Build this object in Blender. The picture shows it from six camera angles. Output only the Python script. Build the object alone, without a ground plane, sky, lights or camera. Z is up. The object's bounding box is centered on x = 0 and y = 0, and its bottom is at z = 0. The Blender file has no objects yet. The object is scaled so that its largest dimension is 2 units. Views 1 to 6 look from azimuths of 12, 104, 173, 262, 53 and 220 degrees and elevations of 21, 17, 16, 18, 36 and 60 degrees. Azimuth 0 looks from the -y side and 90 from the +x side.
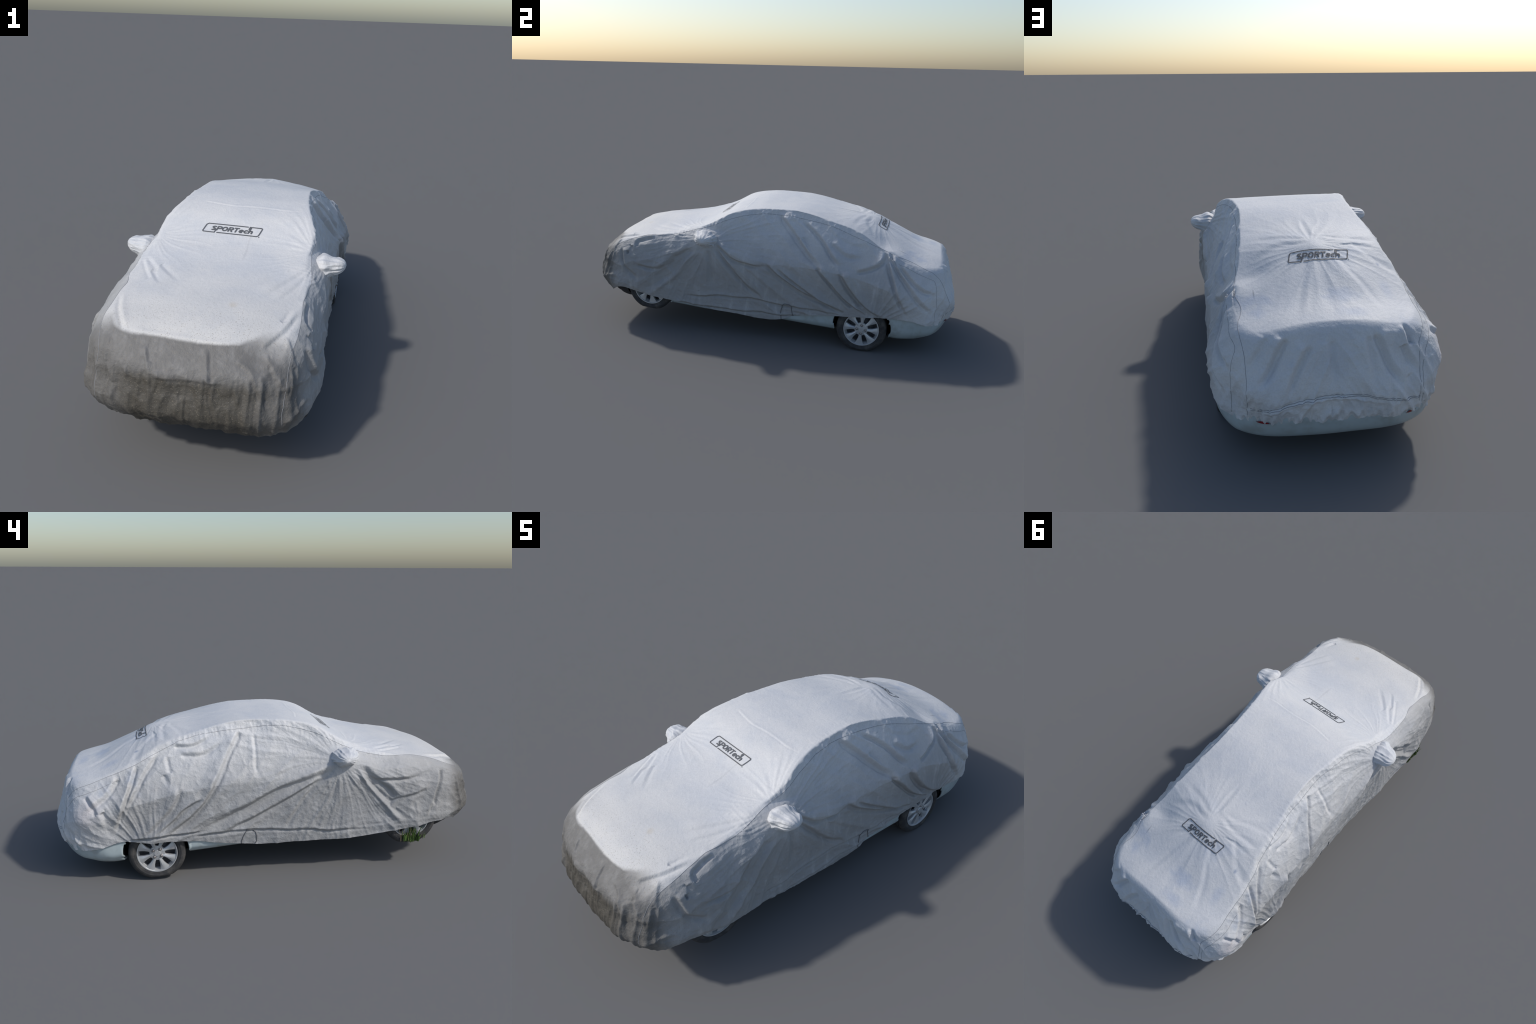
"""A saloon car parked under a fitted, silver-grey fabric cover.

The outline of the draped car is an implicit form in the car's own frame (nose at -y, ground at z = 0):
roof profile, side planes with a leaning greenhouse, a rounded nose and tail, joined by rounded edges.
The cover is a fine quad net thrown over that form and then folded: long tension folds, pleats, gathers
and crinkles move the cloth along its normal. Wheels, sill, bumper, mirror pockets, seams and print follow.
"""
import bpy, bmesh, math, random
import numpy as np
from mathutils import Matrix, Vector
from mathutils.bvhtree import BVHTree

random.seed(7)
RNG = np.random.default_rng(7)

# ------------------------------------------------------------------ the form under the cover
ROOF_Y = np.array([-1.0, -.9, -.8, -.65, -.5, -.38, -.25, -.12, 0, .15, .3, .45, .6, .75, .88, 1.0])
FORM = dict(
    roof=[.265, .363, .4095, .4485, .4835, .5225, .5985, .6385, .6515, .657, .647, .632, .586, .5336, .5096, .4846],
    half_width=[.705, .5523, .4173, .389, .3835, .3935, .4025, .4182, .4802],
    belt=[.4835, .42, .389, .403, .385, .355, .32, .296], lean=[.534, .48, .51, .615, .63, .60, .56, .534], crown=(.2747, .06, .0, .62, .50),
    nose=[-.9464, -1.0126, -1.0046, -.9783, -.8526, -.625], nose_round=(.0797, .6343),
    tail=[.834, .9282, .9631, .9783, .9432, .8941], tail_round=(-.0666, .7653),
    bottom=[.044, .047, .064, .060, .075, .079, .083, .103, .078], bottom_tilt=(-.0155, .0025),
    edge_radius=(.0152, .0152, .0108, .0108, .0243), corner_radius=(.3448, .1043),
    tuck=(-.03, .055), skew=(.0166, -.0116),
    centre=[-.0043, -.0265, -.0175, -.0215, -.0148], glass_shift=[.0319, .0171, -.001, .001, -.0043],
)
WIDTH_Y = np.array([-1., -.85, -.6, -.3, 0, .3, .6, .85, 1.])
END_Z = np.array([.05, .12, .2, .3, .4, .5])
BELT_Y = np.array([-1, -.5, -.1, .25, .5, .65, .8, 1.])
CENTRE_Y = np.array([-1, -.5, 0, .5, 1.])
BOTTOM_Y = np.array([-1., -.8, -.62, -.3, 0., .3, .6, .8, 1.])
SPINE_FRONT, SPINE_REAR, SPINE_Z = -.55, .6, .27


def curve(xk, yk, x):
    """smooth curve through knots"""
    xk = np.asarray(xk, float); yk = np.asarray(yk, float)
    h = np.diff(xk); d = np.diff(yk) / h
    m = np.empty_like(yk); m[0] = d[0]; m[-1] = d[-1]
    m[1:-1] = (d[:-1] * h[1:] + d[1:] * h[:-1]) / (h[1:] + h[:-1])
    x = np.clip(x, xk[0], xk[-1]); i = np.clip(np.searchsorted(xk, x) - 1, 0, len(h) - 1)
    t = (x - xk[i]) / h[i]; t2 = t * t; t3 = t2 * t
    return (2 * t3 - 3 * t2 + 1) * yk[i] + (t3 - 2 * t2 + t) * h[i] * m[i] + (-2 * t3 + 3 * t2) * yk[i + 1] + (t3 - t2) * h[i] * m[i + 1]


def smoothstep(a, b, x):
    t = np.clip((x - a) / (b - a), 0, 1)
    return t * t * (3 - 2 * t)


def rounded_max(a, b, r):
    """intersection of two half spaces with an edge of radius r"""
    u = np.maximum(a + r, 0); v = np.maximum(b + r, 0)
    return np.minimum(np.maximum(a, b), -r) + np.sqrt(u * u + v * v)


def form_field(P, inset=0.0):
    """signed distance-like value of the draped form, negative inside; P in the car frame"""
    f = FORM
    x, y, z = P.T
    x = x - curve(CENTRE_Y, f['centre'], y); ax = np.sqrt(x * x + 1e-6)
    t = (y + 1) / 2
    roof = curve(ROOF_Y, f['roof'], y)
    slope = (curve(ROOF_Y, f['roof'], y + .01) - curve(ROOF_Y, f['roof'], y - .01)) / .02
    top = (z - roof + np.interp(y, [-.8, -.3, .1, .58, .8], f['crown']) * x * x) / np.sqrt(1 + slope * slope)
    half = curve(WIDTH_Y, f['half_width'], y)
    belt = curve(BELT_Y, f['belt'], y)
    tuck = f['tuck'][0] + (f['tuck'][1] - f['tuck'][0]) * t
    low = np.clip((.24 - z) / .2, 0, 1.5)
    side = ax - (half - tuck * low ** 2)
    lean = curve(BELT_Y, f['lean'], y)
    glass = (ax - half + lean * (z - belt)) / np.sqrt(1 + lean * lean)
    glass = glass - np.sign(x) * curve(CENTRE_Y, f['glass_shift'], y)
    s = rounded_max(side, glass, np.interp(y, [-.5, -.2, .6, .75], [.03, .012, .012, .03]))
    nose = curve(END_Z, f['nose'], z) + f['skew'][0] * x + f['nose_round'][0] * x * x + f['nose_round'][1] * 8 * x ** 4 - y
    tail = y - (curve(END_Z, f['tail'], z) + f['skew'][1] * x - f['tail_round'][0] * x * x - f['tail_round'][1] * 8 * x ** 4)
    s = rounded_max(s, nose, f['corner_radius'][0])
    s = rounded_max(s, tail, f['corner_radius'][1])
    edge = np.interp(y, [-.8, -.5, 0, .5, .8], f['edge_radius'])
    return rounded_max(s, top, edge) + inset + .0045 - bulge(P)


def bulge(P):
    """broad swellings where the cloth stands off the body: rows of (x, y, z, radius, height)"""
    out = np.zeros(len(P))
    for bx, by, bz, r, h in BULGES:
        d2 = (P[:, 0] - bx) ** 2 + (P[:, 1] - by) ** 2 + (P[:, 2] - bz) ** 2
        out += h * np.exp(-d2 / (r * r))
    return out


def cast(O, D, inset=0.0, n=20):
    """walk from inner points O along D to the skin of the form"""
    lo = np.zeros(len(O)); hi = np.full(len(O), 1.2)
    for _ in range(n):
        m = (lo + hi) / 2
        inside = form_field(O + D * m[:, None], inset) < 0
        lo = np.where(inside, m, lo); hi = np.where(inside, hi, m)
    return O + D * ((lo + hi) / 2)[:, None]


def station_ring(n_side, n_fan):
    """start points on the spine and outward headings, once round the car"""
    ys = SPINE_REAR + (SPINE_FRONT - SPINE_REAR) * np.arange(n_side) / n_side
    a = np.pi * np.arange(n_fan) / n_fan
    o = np.concatenate([ys, np.full(n_fan, SPINE_FRONT), SPINE_FRONT + SPINE_REAR - ys, np.full(n_fan, SPINE_REAR)])
    dx = np.concatenate([np.ones(n_side), np.cos(a), -np.ones(n_side), -np.cos(a)])
    dy = np.concatenate([np.zeros(n_side), -np.sin(a), np.zeros(n_side), np.sin(a)])
    return o, np.stack([dx, dy], 1)


# hem of the cover: height along the two flanks, blended across nose and tail
HEM_Y = [-1., -.9, -.8, -.7, -.56, -.4, -.15, .1, .17, .34, .5, .6, .69, .78, .84, .9, .95, 1.]
HEM_LEFT = [.088, .09, .108, .101, .090, .075, .072, .086, .118, .158, .182, .2, .214, .216, .199, .190, .199, .200]
HEM_RIGHT = [.09, .092, .094, .090, .082, .072, .080, .098, .111, .15, .176, .186, .197, .178, .169, .170, .19, .198]


def hem_height(x, y):
    w = smoothstep(-.3, .3, x)
    front = smoothstep(-.8, -.95, y) * (-.027 - .028 * smoothstep(.06, .3, x))
    return curve(HEM_Y, HEM_LEFT, y) * w + curve(HEM_Y, HEM_RIGHT, y) * (1 - w) + front


def under_height(x, y):
    """lowest edge of sill and bumper"""
    return curve(BOTTOM_Y, FORM['bottom'], y) - .008 * smoothstep(.6, .8, y) - (-.008 + .03 * x) * smoothstep(.8, .5, np.abs(y)) + x * np.interp(y, [-.95, -.6, .6, .95], [FORM['bottom_tilt'][0], 0, 0, FORM['bottom_tilt'][1]])


def outline_at(o, d, height, inset=0.0):
    """ring of skin points at a given height function"""
    B = np.stack([d[:, 0] * .35, o + d[:, 1] * .35, np.zeros(len(o))], 1)
    for _ in range(4):
        z = height(B[:, 0], B[:, 1])
        B = cast(np.stack([0 * o, o, z], 1), np.stack([d[:, 0], d[:, 1], 0 * z], 1), inset)
    return B


def drape_net(n_side, n_fan, n_up):
    o, d = station_ring(n_side, n_fan)
    n = len(o)
    O = np.stack([0 * o, o, np.full(n, SPINE_Z)], 1)
    hem = outline_at(o, d, hem_height)
    t0 = np.arctan2(hem[:, 2] - SPINE_Z, np.hypot(hem[:, 0], hem[:, 1] - o))

    def shoot(q):
        th = t0 + (np.pi / 2 - t0) * q
        c, s = np.cos(th), np.sin(th)
        D = np.stack([d[:, 0] * c, d[:, 1] * c, s], -1)
        return cast(np.broadcast_to(O, D.shape).reshape(-1, 3), D.reshape(-1, 3)).reshape(D.shape)
    coarse = 60
    q = np.repeat(np.linspace(0, 1, coarse)[:, None], n, 1)
    X = shoot(q)
    L = np.concatenate([np.zeros((1, n)), np.cumsum(np.linalg.norm(np.diff(X, axis=0), axis=2), 0)])
    even = np.empty((n_up, n))
    for i in range(n):
        even[:, i] = np.interp(np.linspace(0, L[-1, i], n_up), L[:, i], q[:, i])
    return shoot(even)


# ------------------------------------------------------------------ noise
def lattice(ix, iy, iz, seed):
    h = (ix * 374761393 + iy * 668265263 + iz * 2147483647 + seed * 1274126177) & 0xffffffff
    h = ((h ^ (h >> 13)) * 1274126177) & 0xffffffff
    h = h ^ (h >> 16)
    return h


def noise3(P, seed=0):
    """gradient noise, about -1..1"""
    P = np.asarray(P, float)
    i = np.floor(P).astype(np.int64); f = P - i
    u = f * f * f * (f * (f * 6 - 15) + 10)
    out = 0
    for c in range(8):
        o = np.array([c & 1, (c >> 1) & 1, c >> 2])
        h = lattice(i[:, 0] + o[0], i[:, 1] + o[1], i[:, 2] + o[2], seed)
        a = (h & 1023) / 1023. * 2 * np.pi; zc = ((h >> 10) & 1023) / 1023. * 2 - 1
        rr = np.sqrt(1 - zc * zc); g = f - o
        dot = g[:, 0] * rr * np.cos(a) + g[:, 1] * rr * np.sin(a) + g[:, 2] * zc
        w = np.prod(np.where(o == 1, u, 1 - u), 1)
        out = out + dot * w
    return out * 1.5


def ridged(P, seed=0):
    """sharp crests, 0..1"""
    return np.clip(1 - np.abs(noise3(P, seed)) * 1.8, 0, 1) ** 2


# ------------------------------------------------------------------ folds
def smooth_path(pts, n=24):
    pts = np.asarray(pts, float)
    t = np.linspace(0, 1, len(pts)); q = np.linspace(0, 1, n)
    return np.stack([curve(t, pts[:, k], q) for k in range(3)], 1) if len(pts) > 2 else pts[0] + (pts[-1] - pts[0]) * q[:, None]


def add_fold(disp, P, N, pts, width, height, lean=.6, flare=1.0, gain=1., trough_share=1.):
    """a ridge of cloth along a path: one flank steeper than the other (lean), wider to its far end (flare),
    with the shallow trough that lies beside a pulled fold"""
    path = smooth_path(pts)
    length = np.linalg.norm(np.diff(path, axis=0), axis=1).sum()
    path = smooth_path(pts, int(np.clip(length / .008, 16, 90)))
    # a hand-made wobble, so that no fold runs dead true
    gain = gain * float(smoothstep(.02, .22, length)) if trough_share > .5 else gain
    wob = noise3(path * 9 + 3.3, 41)[:, None] * np.array([.0, 1, -.8]) * min(width, .012)
    path = path + wob
    lo = path.min(0) - width * 4; hi = path.max(0) + width * 4
    idx = np.where(np.all((P > lo) & (P < hi), 1))[0]
    if not len(idx):
        return
    Q = P[idx]
    k = np.empty(len(Q), int)
    for a in range(0, len(Q), 20000):
        k[a:a + 20000] = ((Q[a:a + 20000, None, :] - path[None]) ** 2).sum(2).argmin(1)
    tan = np.gradient(path, axis=0); tan /= np.linalg.norm(tan, axis=1)[:, None]
    rel = Q - path[k]
    along = (rel * tan[k]).sum(1)
    t = np.clip((k + along / (length / (len(path) - 1))) / (len(path) - 1), 0, 1)
    side = np.cross(tan[k], N[idx]); side /= np.linalg.norm(side, axis=1)[:, None] + 1e-9
    up = np.where(side[:, 2:] < -.25, -1., 1.)
    d = (rel * side * up).sum(1)
    beyond = np.where((k == 0) | (k == len(path) - 1), np.abs(along), 0)
    w = width * (1 + (flare - 1) * t)
    ws = np.where(d > 0, w * (1 + 2.2 * lean), w * (1 - .8 * lean))
    crest = np.exp(-(np.sqrt(d * d + (.12 * w) ** 2) / ws) ** 1.4)
    trough = np.exp(-((d + w * 1.25) / (w * .7)) ** 2) * .5 * trough_share
    env = smoothstep(0, .12, t) * smoothstep(1, .65, t)
    disp[idx] += gain * height * (.6 * crest - trough) * env * np.exp(-(beyond / (w + .01)) ** 2)




BULGES = [
    # tail: hollow corners, flat panel, full bumper, square shoulders
    (.33, .92, .24, .07, -.022), (.24, .95, .31, .05, .018), (.34, .89, .30, .07, -.020), (-.41, .54, .21, .07, .024), (-.42, .74, .24, .08, -.012), (-.42, .68, .40, .08, .014), (.20, .95, .42, .08, -.014), (-.20, .95, .41, .08, -.012), (-.29, .94, .36, .09, -.024), (0, .97, .42, .06, .002),
    (0, .98, .31, .12, -.014), (0, .95, .22, .10, .016), (-.22, .94, .22, .08, .014), (.18, .95, .23, .08, .010), (-.40, .83, .36, .09, .028), (.37, .86, .20, .07, .010),
    # rear quarters and the rear window
    (.37, .48, .33, .24, -.013), (-.15, .52, .58, .10, .006), (-.12, .66, .54, .08, .006), (-.02, .51, .62, .06, .012), (.2, .58, .57, .07, -.010),
    (.28, .62, .50, .06, .012), (-.41, .62, .30, .16, -.018), (-.41, .25, .36, .18, -.008), (.37, .12, .32, .2, -.007),
    # wings, bonnet and nose corners
    (-.41, -.64, .29, .14, -.014), (-.37, -.54, .40, .12, -.010), (-.42, -.50, .24, .14, -.012), (-.39, -.36, .43, .07, .014), (.25, -.22, .58, .07, .003), (-.29, -.22, .58, .07, .003), (.36, -.62, .36, .11, -.012),
    (.34, -.86, .22, .10, -.016), (.27, -.94, .33, .09, -.020), (-.25, -.94, .36, .09, .012), (-.41, -.61, .17, .06, .004), (.37, -.61, .19, .07, .006),
]


FOLDS = {}
# right flank: path, width, height, steeper flank, widening
FOLDS['right_flank'] = [
    ([(-.396, -.306, .435), (-.400, -.072, .372), (-.405, .143, .298), (-.415, .403, .205)], 0.016, 0.016, 0.5, 1.6),
    ([(-.401, -.258, .407), (-.402, -.076, .312), (-.405, .141, .223), (-.406, .285, .175)], 0.012, 0.011, 0.5, 1.3),
    ([(-.400, -.295, .420), (-.406, -.183, .345), (-.402, -.098, .245), (-.389, -.022, .136)], 0.01, 0.006, 0.3, 1.5),
    ([(-.287, .108, .623), (-.332, .168, .540), (-.382, .229, .446), (-.410, .300, .358)], 0.012, 0.016, 0.6, 1.2),
    ([(-.380, .229, .450), (-.410, .292, .357), (-.417, .386, .273), (-.417, .540, .194)], 0.013, 0.015, 0.5, 1.2),
    ([(-.317, .142, .568), (-.371, .201, .466)], 0.01, -0.012, 0, 1),
    ([(-.328, .580, .528), (-.374, .623, .443), (-.416, .678, .332), (-.420, .732, .215)], 0.01, 0.014, 0.5, 1.2),
    ([(-.314, .496, .562), (-.355, .561, .481), (-.408, .641, .368), (-.423, .697, .256)], 0.011, 0.009, 0.5, 1.2),
    ([(-.409, .308, .363), (-.417, .398, .320), (-.419, .463, .266), (-.419, .572, .200)], 0.009, 0.01, 0.5, 1),
    ([(-.392, .410, .420), (-.415, .445, .344), (-.421, .530, .268), (-.422, .621, .208)], 0.014, 0.009, 0.5, 1.2),
    ([(-.405, -.409, .411), (-.422, -.490, .286), (-.429, -.568, .184), (-.427, -.651, .114)], 0.012, -0.01, 0.2, 1.5),
    ([(-.399, -.438, .419), (-.425, -.544, .303), (-.430, -.605, .222)], 0.016, 0.008, 0.2, 1.5),
    ([(-.427, -.541, .230), (-.428, -.642, .254), (-.411, -.751, .276)], 0.01, 0.006, 0.6, 1.2),
    ([(-.420, -.483, .347), (-.418, -.592, .336), (-.391, -.732, .342)], 0.01, 0.007, 0.5, 1.2),
    ([(-.369, -.802, .340), (-.412, -.765, .231), (-.424, -.709, .119)], 0.011, 0.013, 0.5, 1.3),
    ([(-.428, -.665, .213), (-.426, -.680, .114)], 0.009, -0.005, 0.3, 1),
    ([(-.302, .413, .588), (-.306, .320, .585), (-.289, .229, .620)], 0.01, 0.008, 0.5, 1),
    ([(-.322, .392, .552), (-.327, .283, .548), (-.303, .182, .594)], 0.012, 0.007, 0.5, 1),
    ([(-.325, .461, .543), (-.357, .448, .485), (-.385, .425, .433)], 0.012, 0.008, 0.4, 1.2),
    ([(-.295, .049, .609), (-.359, .064, .489), (-.392, .067, .410)], 0.01, 0.004, 0.3, 1.2),
    ([(-.361, .799, .427), (-.401, .764, .365), (-.420, .754, .263)], 0.012, 0.008, 0.3, 1.2),
    ([(-.343, .667, .491), (-.380, .734, .415), (-.385, .833, .351)], 0.012, 0.009, 0.5, 1.3),
    ([(-.412, .387, .188), (-.400, .145, .180), (-.399, -.246, .132), (-.416, -.516, .109)], 0.008, 0.006, 0.3, 1),
    ([(-.421, .663, .207), (-.420, .537, .213), (-.415, .403, .205), (-.411, .282, .204)], 0.007, 0.007, 0.4, 1),
]
# left flank: path, width, height, steeper flank, widening
FOLDS['left_flank'] = [
    ([(.346, -.295, .457), (.358, -.182, .386), (.357, -.089, .374), (.352, .001, .383)], 0.011, 0.012, 0.6, 1.2),
    ([(.350, -.293, .445), (.363, -.186, .335), (.365, -.084, .248), (.363, .042, .185)], 0.011, 0.01, 0.5, 1.5),
    ([(.351, .000, .388), (.366, .093, .321), (.372, .255, .250), (.372, .512, .184)], 0.013, 0.015, 0.5, 1.0),
    ([(.352, .047, .381), (.368, .167, .307), (.374, .330, .227), (.370, .424, .187)], 0.009, 0.009, 0.5, 1),
    ([(.333, .259, .416), (.363, .339, .343), (.376, .440, .259), (.378, .580, .201)], 0.01, 0.014, 0.5, 1.0),
    ([(.227, .029, .625), (.265, .119, .547), (.304, .207, .471), (.341, .302, .398)], 0.013, 0.016, 0.6, 1.4),
    ([(.274, .159, .529), (.321, .250, .438)], 0.011, -0.014, 0, 1.2),
    ([(.224, .138, .623), (.268, .265, .536), (.304, .332, .466), (.326, .394, .424)], 0.011, 0.011, 0.5, 1.2),
    ([(.338, .337, .403), (.356, .388, .364)], 0.03, -0.014, 0, 1.0),
    ([(.336, .393, .404), (.369, .458, .316), (.379, .537, .251), (.380, .648, .204)], 0.014, 0.018, 0.6, 1.1),
    ([(.266, .598, .529), (.322, .643, .427), (.369, .695, .326), (.378, .762, .231)], 0.01, 0.013, 0.5, 1.3),
    ([(.271, .604, .522), (.323, .703, .421), (.360, .795, .332), (.331, .891, .266)], 0.012, 0.012, 0.5, 1.3),
    ([(.330, .457, .414), (.305, .551, .460), (.272, .598, .522)], 0.012, 0.011, 0.4, 1.2),
    ([(.244, .300, .581), (.262, .413, .542), (.256, .525, .550)], 0.012, 0.008, 0.4, 1.2),
    ([(.268, .309, .534), (.293, .407, .485), (.285, .492, .498)], 0.014, 0.007, 0.4, 1.2),
    ([(.361, -.390, .412), (.368, -.486, .291), (.378, -.585, .183), (.374, -.683, .095)], 0.016, -0.009, 0.2, 1.3),
    ([(.357, -.430, .413), (.369, -.536, .322), (.382, -.663, .184)], 0.018, 0.009, 0.3, 1.3),
    ([(.336, -.815, .331), (.371, -.780, .239), (.381, -.683, .190)], 0.014, 0.01, 0.4, 1.2),
    ([(.374, -.729, .269), (.378, -.609, .272), (.366, -.538, .340)], 0.012, 0.008, 0.4, 1.2),
    ([(.362, -.352, .410), (.365, -.335, .318), (.362, -.317, .183)], 0.014, 0.007, 0.4, 2.0),
    ([(.293, .676, .479), (.332, .774, .401), (.307, .891, .358)], 0.012, 0.01, 0.5, 1.2),
    ([(.360, -.518, .083), (.344, -.220, .095), (.349, .111, .119), (.366, .426, .168)], 0.008, 0.006, 0.3, 1),
    ([(.358, -.451, .126), (.360, -.126, .175), (.364, .154, .178), (.372, .512, .184)], 0.008, 0.007, 0.3, 1),
]
# roof and tail: path, width, height, steeper flank, widening
FOLDS['roof_and_tail'] = [
    ([(-.040, .438, .629), (-.037, .353, .646), (-.031, .230, .661)], 0.012, 0.006, 0.2, 1),
    ([(-.026, .448, .627), (.074, .409, .633), (.190, .382, .627)], 0.014, 0.006, 0.2, 1.3),
    ([(-.023, .464, .622), (.108, .463, .616), (.235, .512, .578)], 0.016, 0.008, 0.2, 1.4),
    ([(-.009, .502, .609), (.122, .611, .561), (.231, .762, .495)], 0.02, 0.006, 0.2, 1.6),
    ([(.004, .554, .589), (.050, .690, .543), (.096, .875, .503)], 0.014, -0.007, 0.2, 1.4),
    ([(-.018, .556, .589), (-.003, .698, .543), (.001, .887, .501)], 0.02, 0.004, 0.2, 1.4),
    ([(-.071, .551, .590), (-.149, .702, .534), (-.200, .862, .494)], 0.014, 0.007, 0.3, 1.4),
    ([(-.052, .450, .626), (-.187, .472, .609), (-.289, .471, .593)], 0.014, 0.008, 0.3, 1.3),
    ([(-.055, .433, .630), (-.190, .407, .627), (-.296, .375, .610)], 0.014, 0.005, 0.3, 1.3),
    ([(-.150, .486, .609), (-.229, .568, .566), (-.313, .616, .529)], 0.015, 0.006, 0.3, 1.3),
    ([(.204, .881, .477), (.235, .902, .437), (.272, .906, .390)], 0.012, 0.01, 0.4, 1.2),
    ([(.146, .898, .478), (.195, .927, .411), (.253, .944, .321)], 0.013, 0.012, 0.4, 1.2),
    ([(.073, .916, .455), (.127, .949, .380), (.159, .973, .286)], 0.013, 0.011, 0.4, 1.2),
    ([(.011, .911, .466), (.011, .946, .392), (.010, .971, .332)], 0.014, 0.008, 0.3, 1.2),
    ([(-.106, .914, .463), (-.117, .947, .393), (-.123, .978, .310)], 0.014, 0.008, 0.3, 1.2),
    ([(-.159, .904, .478), (-.208, .946, .384), (-.254, .966, .295)], 0.014, 0.012, 0.4, 1.2),
    ([(-.235, .883, .480), (-.266, .924, .404), (-.308, .938, .325)], 0.012, 0.012, 0.4, 1.2),
    ([(.255, .944, .247), (.072, .978, .287), (-.039, .979, .293), (-.303, .938, .229)], 0.008, -0.004, 0, 1),
]
# nose and bonnet: path, width, height, steeper flank, widening
FOLDS['nose_and_bonnet'] = [
    ([(.293, -.438, .479), (.219, -.567, .453), (.129, -.716, .425)], 0.01, 0.008, 0.4, 1.5),
    ([(.290, -.434, .481), (.181, -.545, .463), (.086, -.648, .445)], 0.01, 0.006, 0.4, 1.5),
    ([(.298, -.448, .474), (.246, -.604, .441), (.186, -.710, .421)], 0.009, 0.006, 0.4, 1.4),
    ([(-.322, -.514, .460), (-.251, -.639, .437), (-.199, -.704, .425)], 0.008, 0.008, 0.4, 1.4),
    ([(-.310, -.496, .468), (-.215, -.613, .447), (-.140, -.686, .434)], 0.01, 0.008, 0.4, 1.5),
    ([(-.293, -.321, .542), (-.242, -.297, .561), (-.178, -.274, .579)], 0.007, 0.004, 0.4, 1.3),
    ([(-.295, -.282, .564), (-.242, -.248, .587), (-.186, -.220, .603)], 0.007, 0.004, 0.4, 1.3),
    ([(-.226, -.905, .340), (-.073, -.916, .342), (.056, -.916, .342), (.203, -.902, .342)], 0.012, 0.007, 0, 1),
    ([(.203, -.902, .342), (.258, -.816, .379), (.289, -.707, .407)], 0.012, 0.005, 0, 1),
    ([(-.226, -.905, .340), (-.277, -.823, .377), (-.304, -.735, .404)], 0.012, 0.004, 0, 1),
    ([(-.152, -.938, .316), (-.122, -1.000, .240), (-.112, -1.017, .140)], 0.009, 0.012, 0.4, 1.3),
    ([(-.042, -.999, .246), (-.025, -1.009, .184), (-.007, -1.003, .105)], 0.009, 0.008, 0.4, 1.3),
    ([(.042, -.930, .330), (.068, -.997, .245), (.089, -1.008, .177), (.117, -.985, .091)], 0.01, 0.013, 0.4, 1.2),
    ([(.018, -.999, .244), (.041, -1.010, .176), (.059, -.998, .101)], 0.009, 0.008, 0.3, 1.2),
    ([(-.270, -.973, .248), (-.249, -.992, .176), (-.239, -.964, .081)], 0.01, 0.012, 0.4, 1.2),
    ([(-.202, -.984, .258), (-.187, -1.003, .185), (-.174, -.988, .092)], 0.01, 0.008, 0.4, 1.2),
    ([(.185, -.967, .281), (.227, -.979, .218), (.251, -.981, .120)], 0.01, 0.011, 0.4, 1.2),
    ([(.223, -.908, .335), (.276, -.951, .269), (.319, -.930, .201)], 0.011, 0.014, 0.4, 1.2),
    ([(.146, -.992, .243), (.163, -.999, .186), (.189, -.992, .108)], 0.01, 0.008, 0.4, 1.2),
    ([(-.115, -1.000, .239), (-.042, -1.001, .241), (.071, -.998, .243), (.146, -.992, .243)], 0.01, 0.009, 0.6, 1),
    ([(.138, -.949, .306), (.183, -.960, .290), (.212, -.978, .253)], 0.01, 0.009, 0.4, 1),
    ([(-.313, -.935, .290), (-.310, -.956, .227), (-.279, -.982, .172)], 0.009, 0.01, 0.4, 1.2),
    ([(-.269, -.918, .323), (-.276, -.960, .274), (-.276, -.974, .215)], 0.01, 0.008, 0.4, 1.2),
    ([(.269, -.843, .366), (.315, -.885, .314), (.344, -.883, .246)], 0.011, 0.009, 0.4, 1.2),
    ([(.305, -.638, .419), (.316, -.747, .380), (.359, -.746, .318)], 0.012, 0.007, 0.4, 1.2),
    ([(-.21, -.160, .618), (-.10, -.185, .622), (.03, -.178, .623), (.15, -.182, .619), (.235, -.170, .612)], 0.006, 0.005, 0, 1),
]


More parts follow.
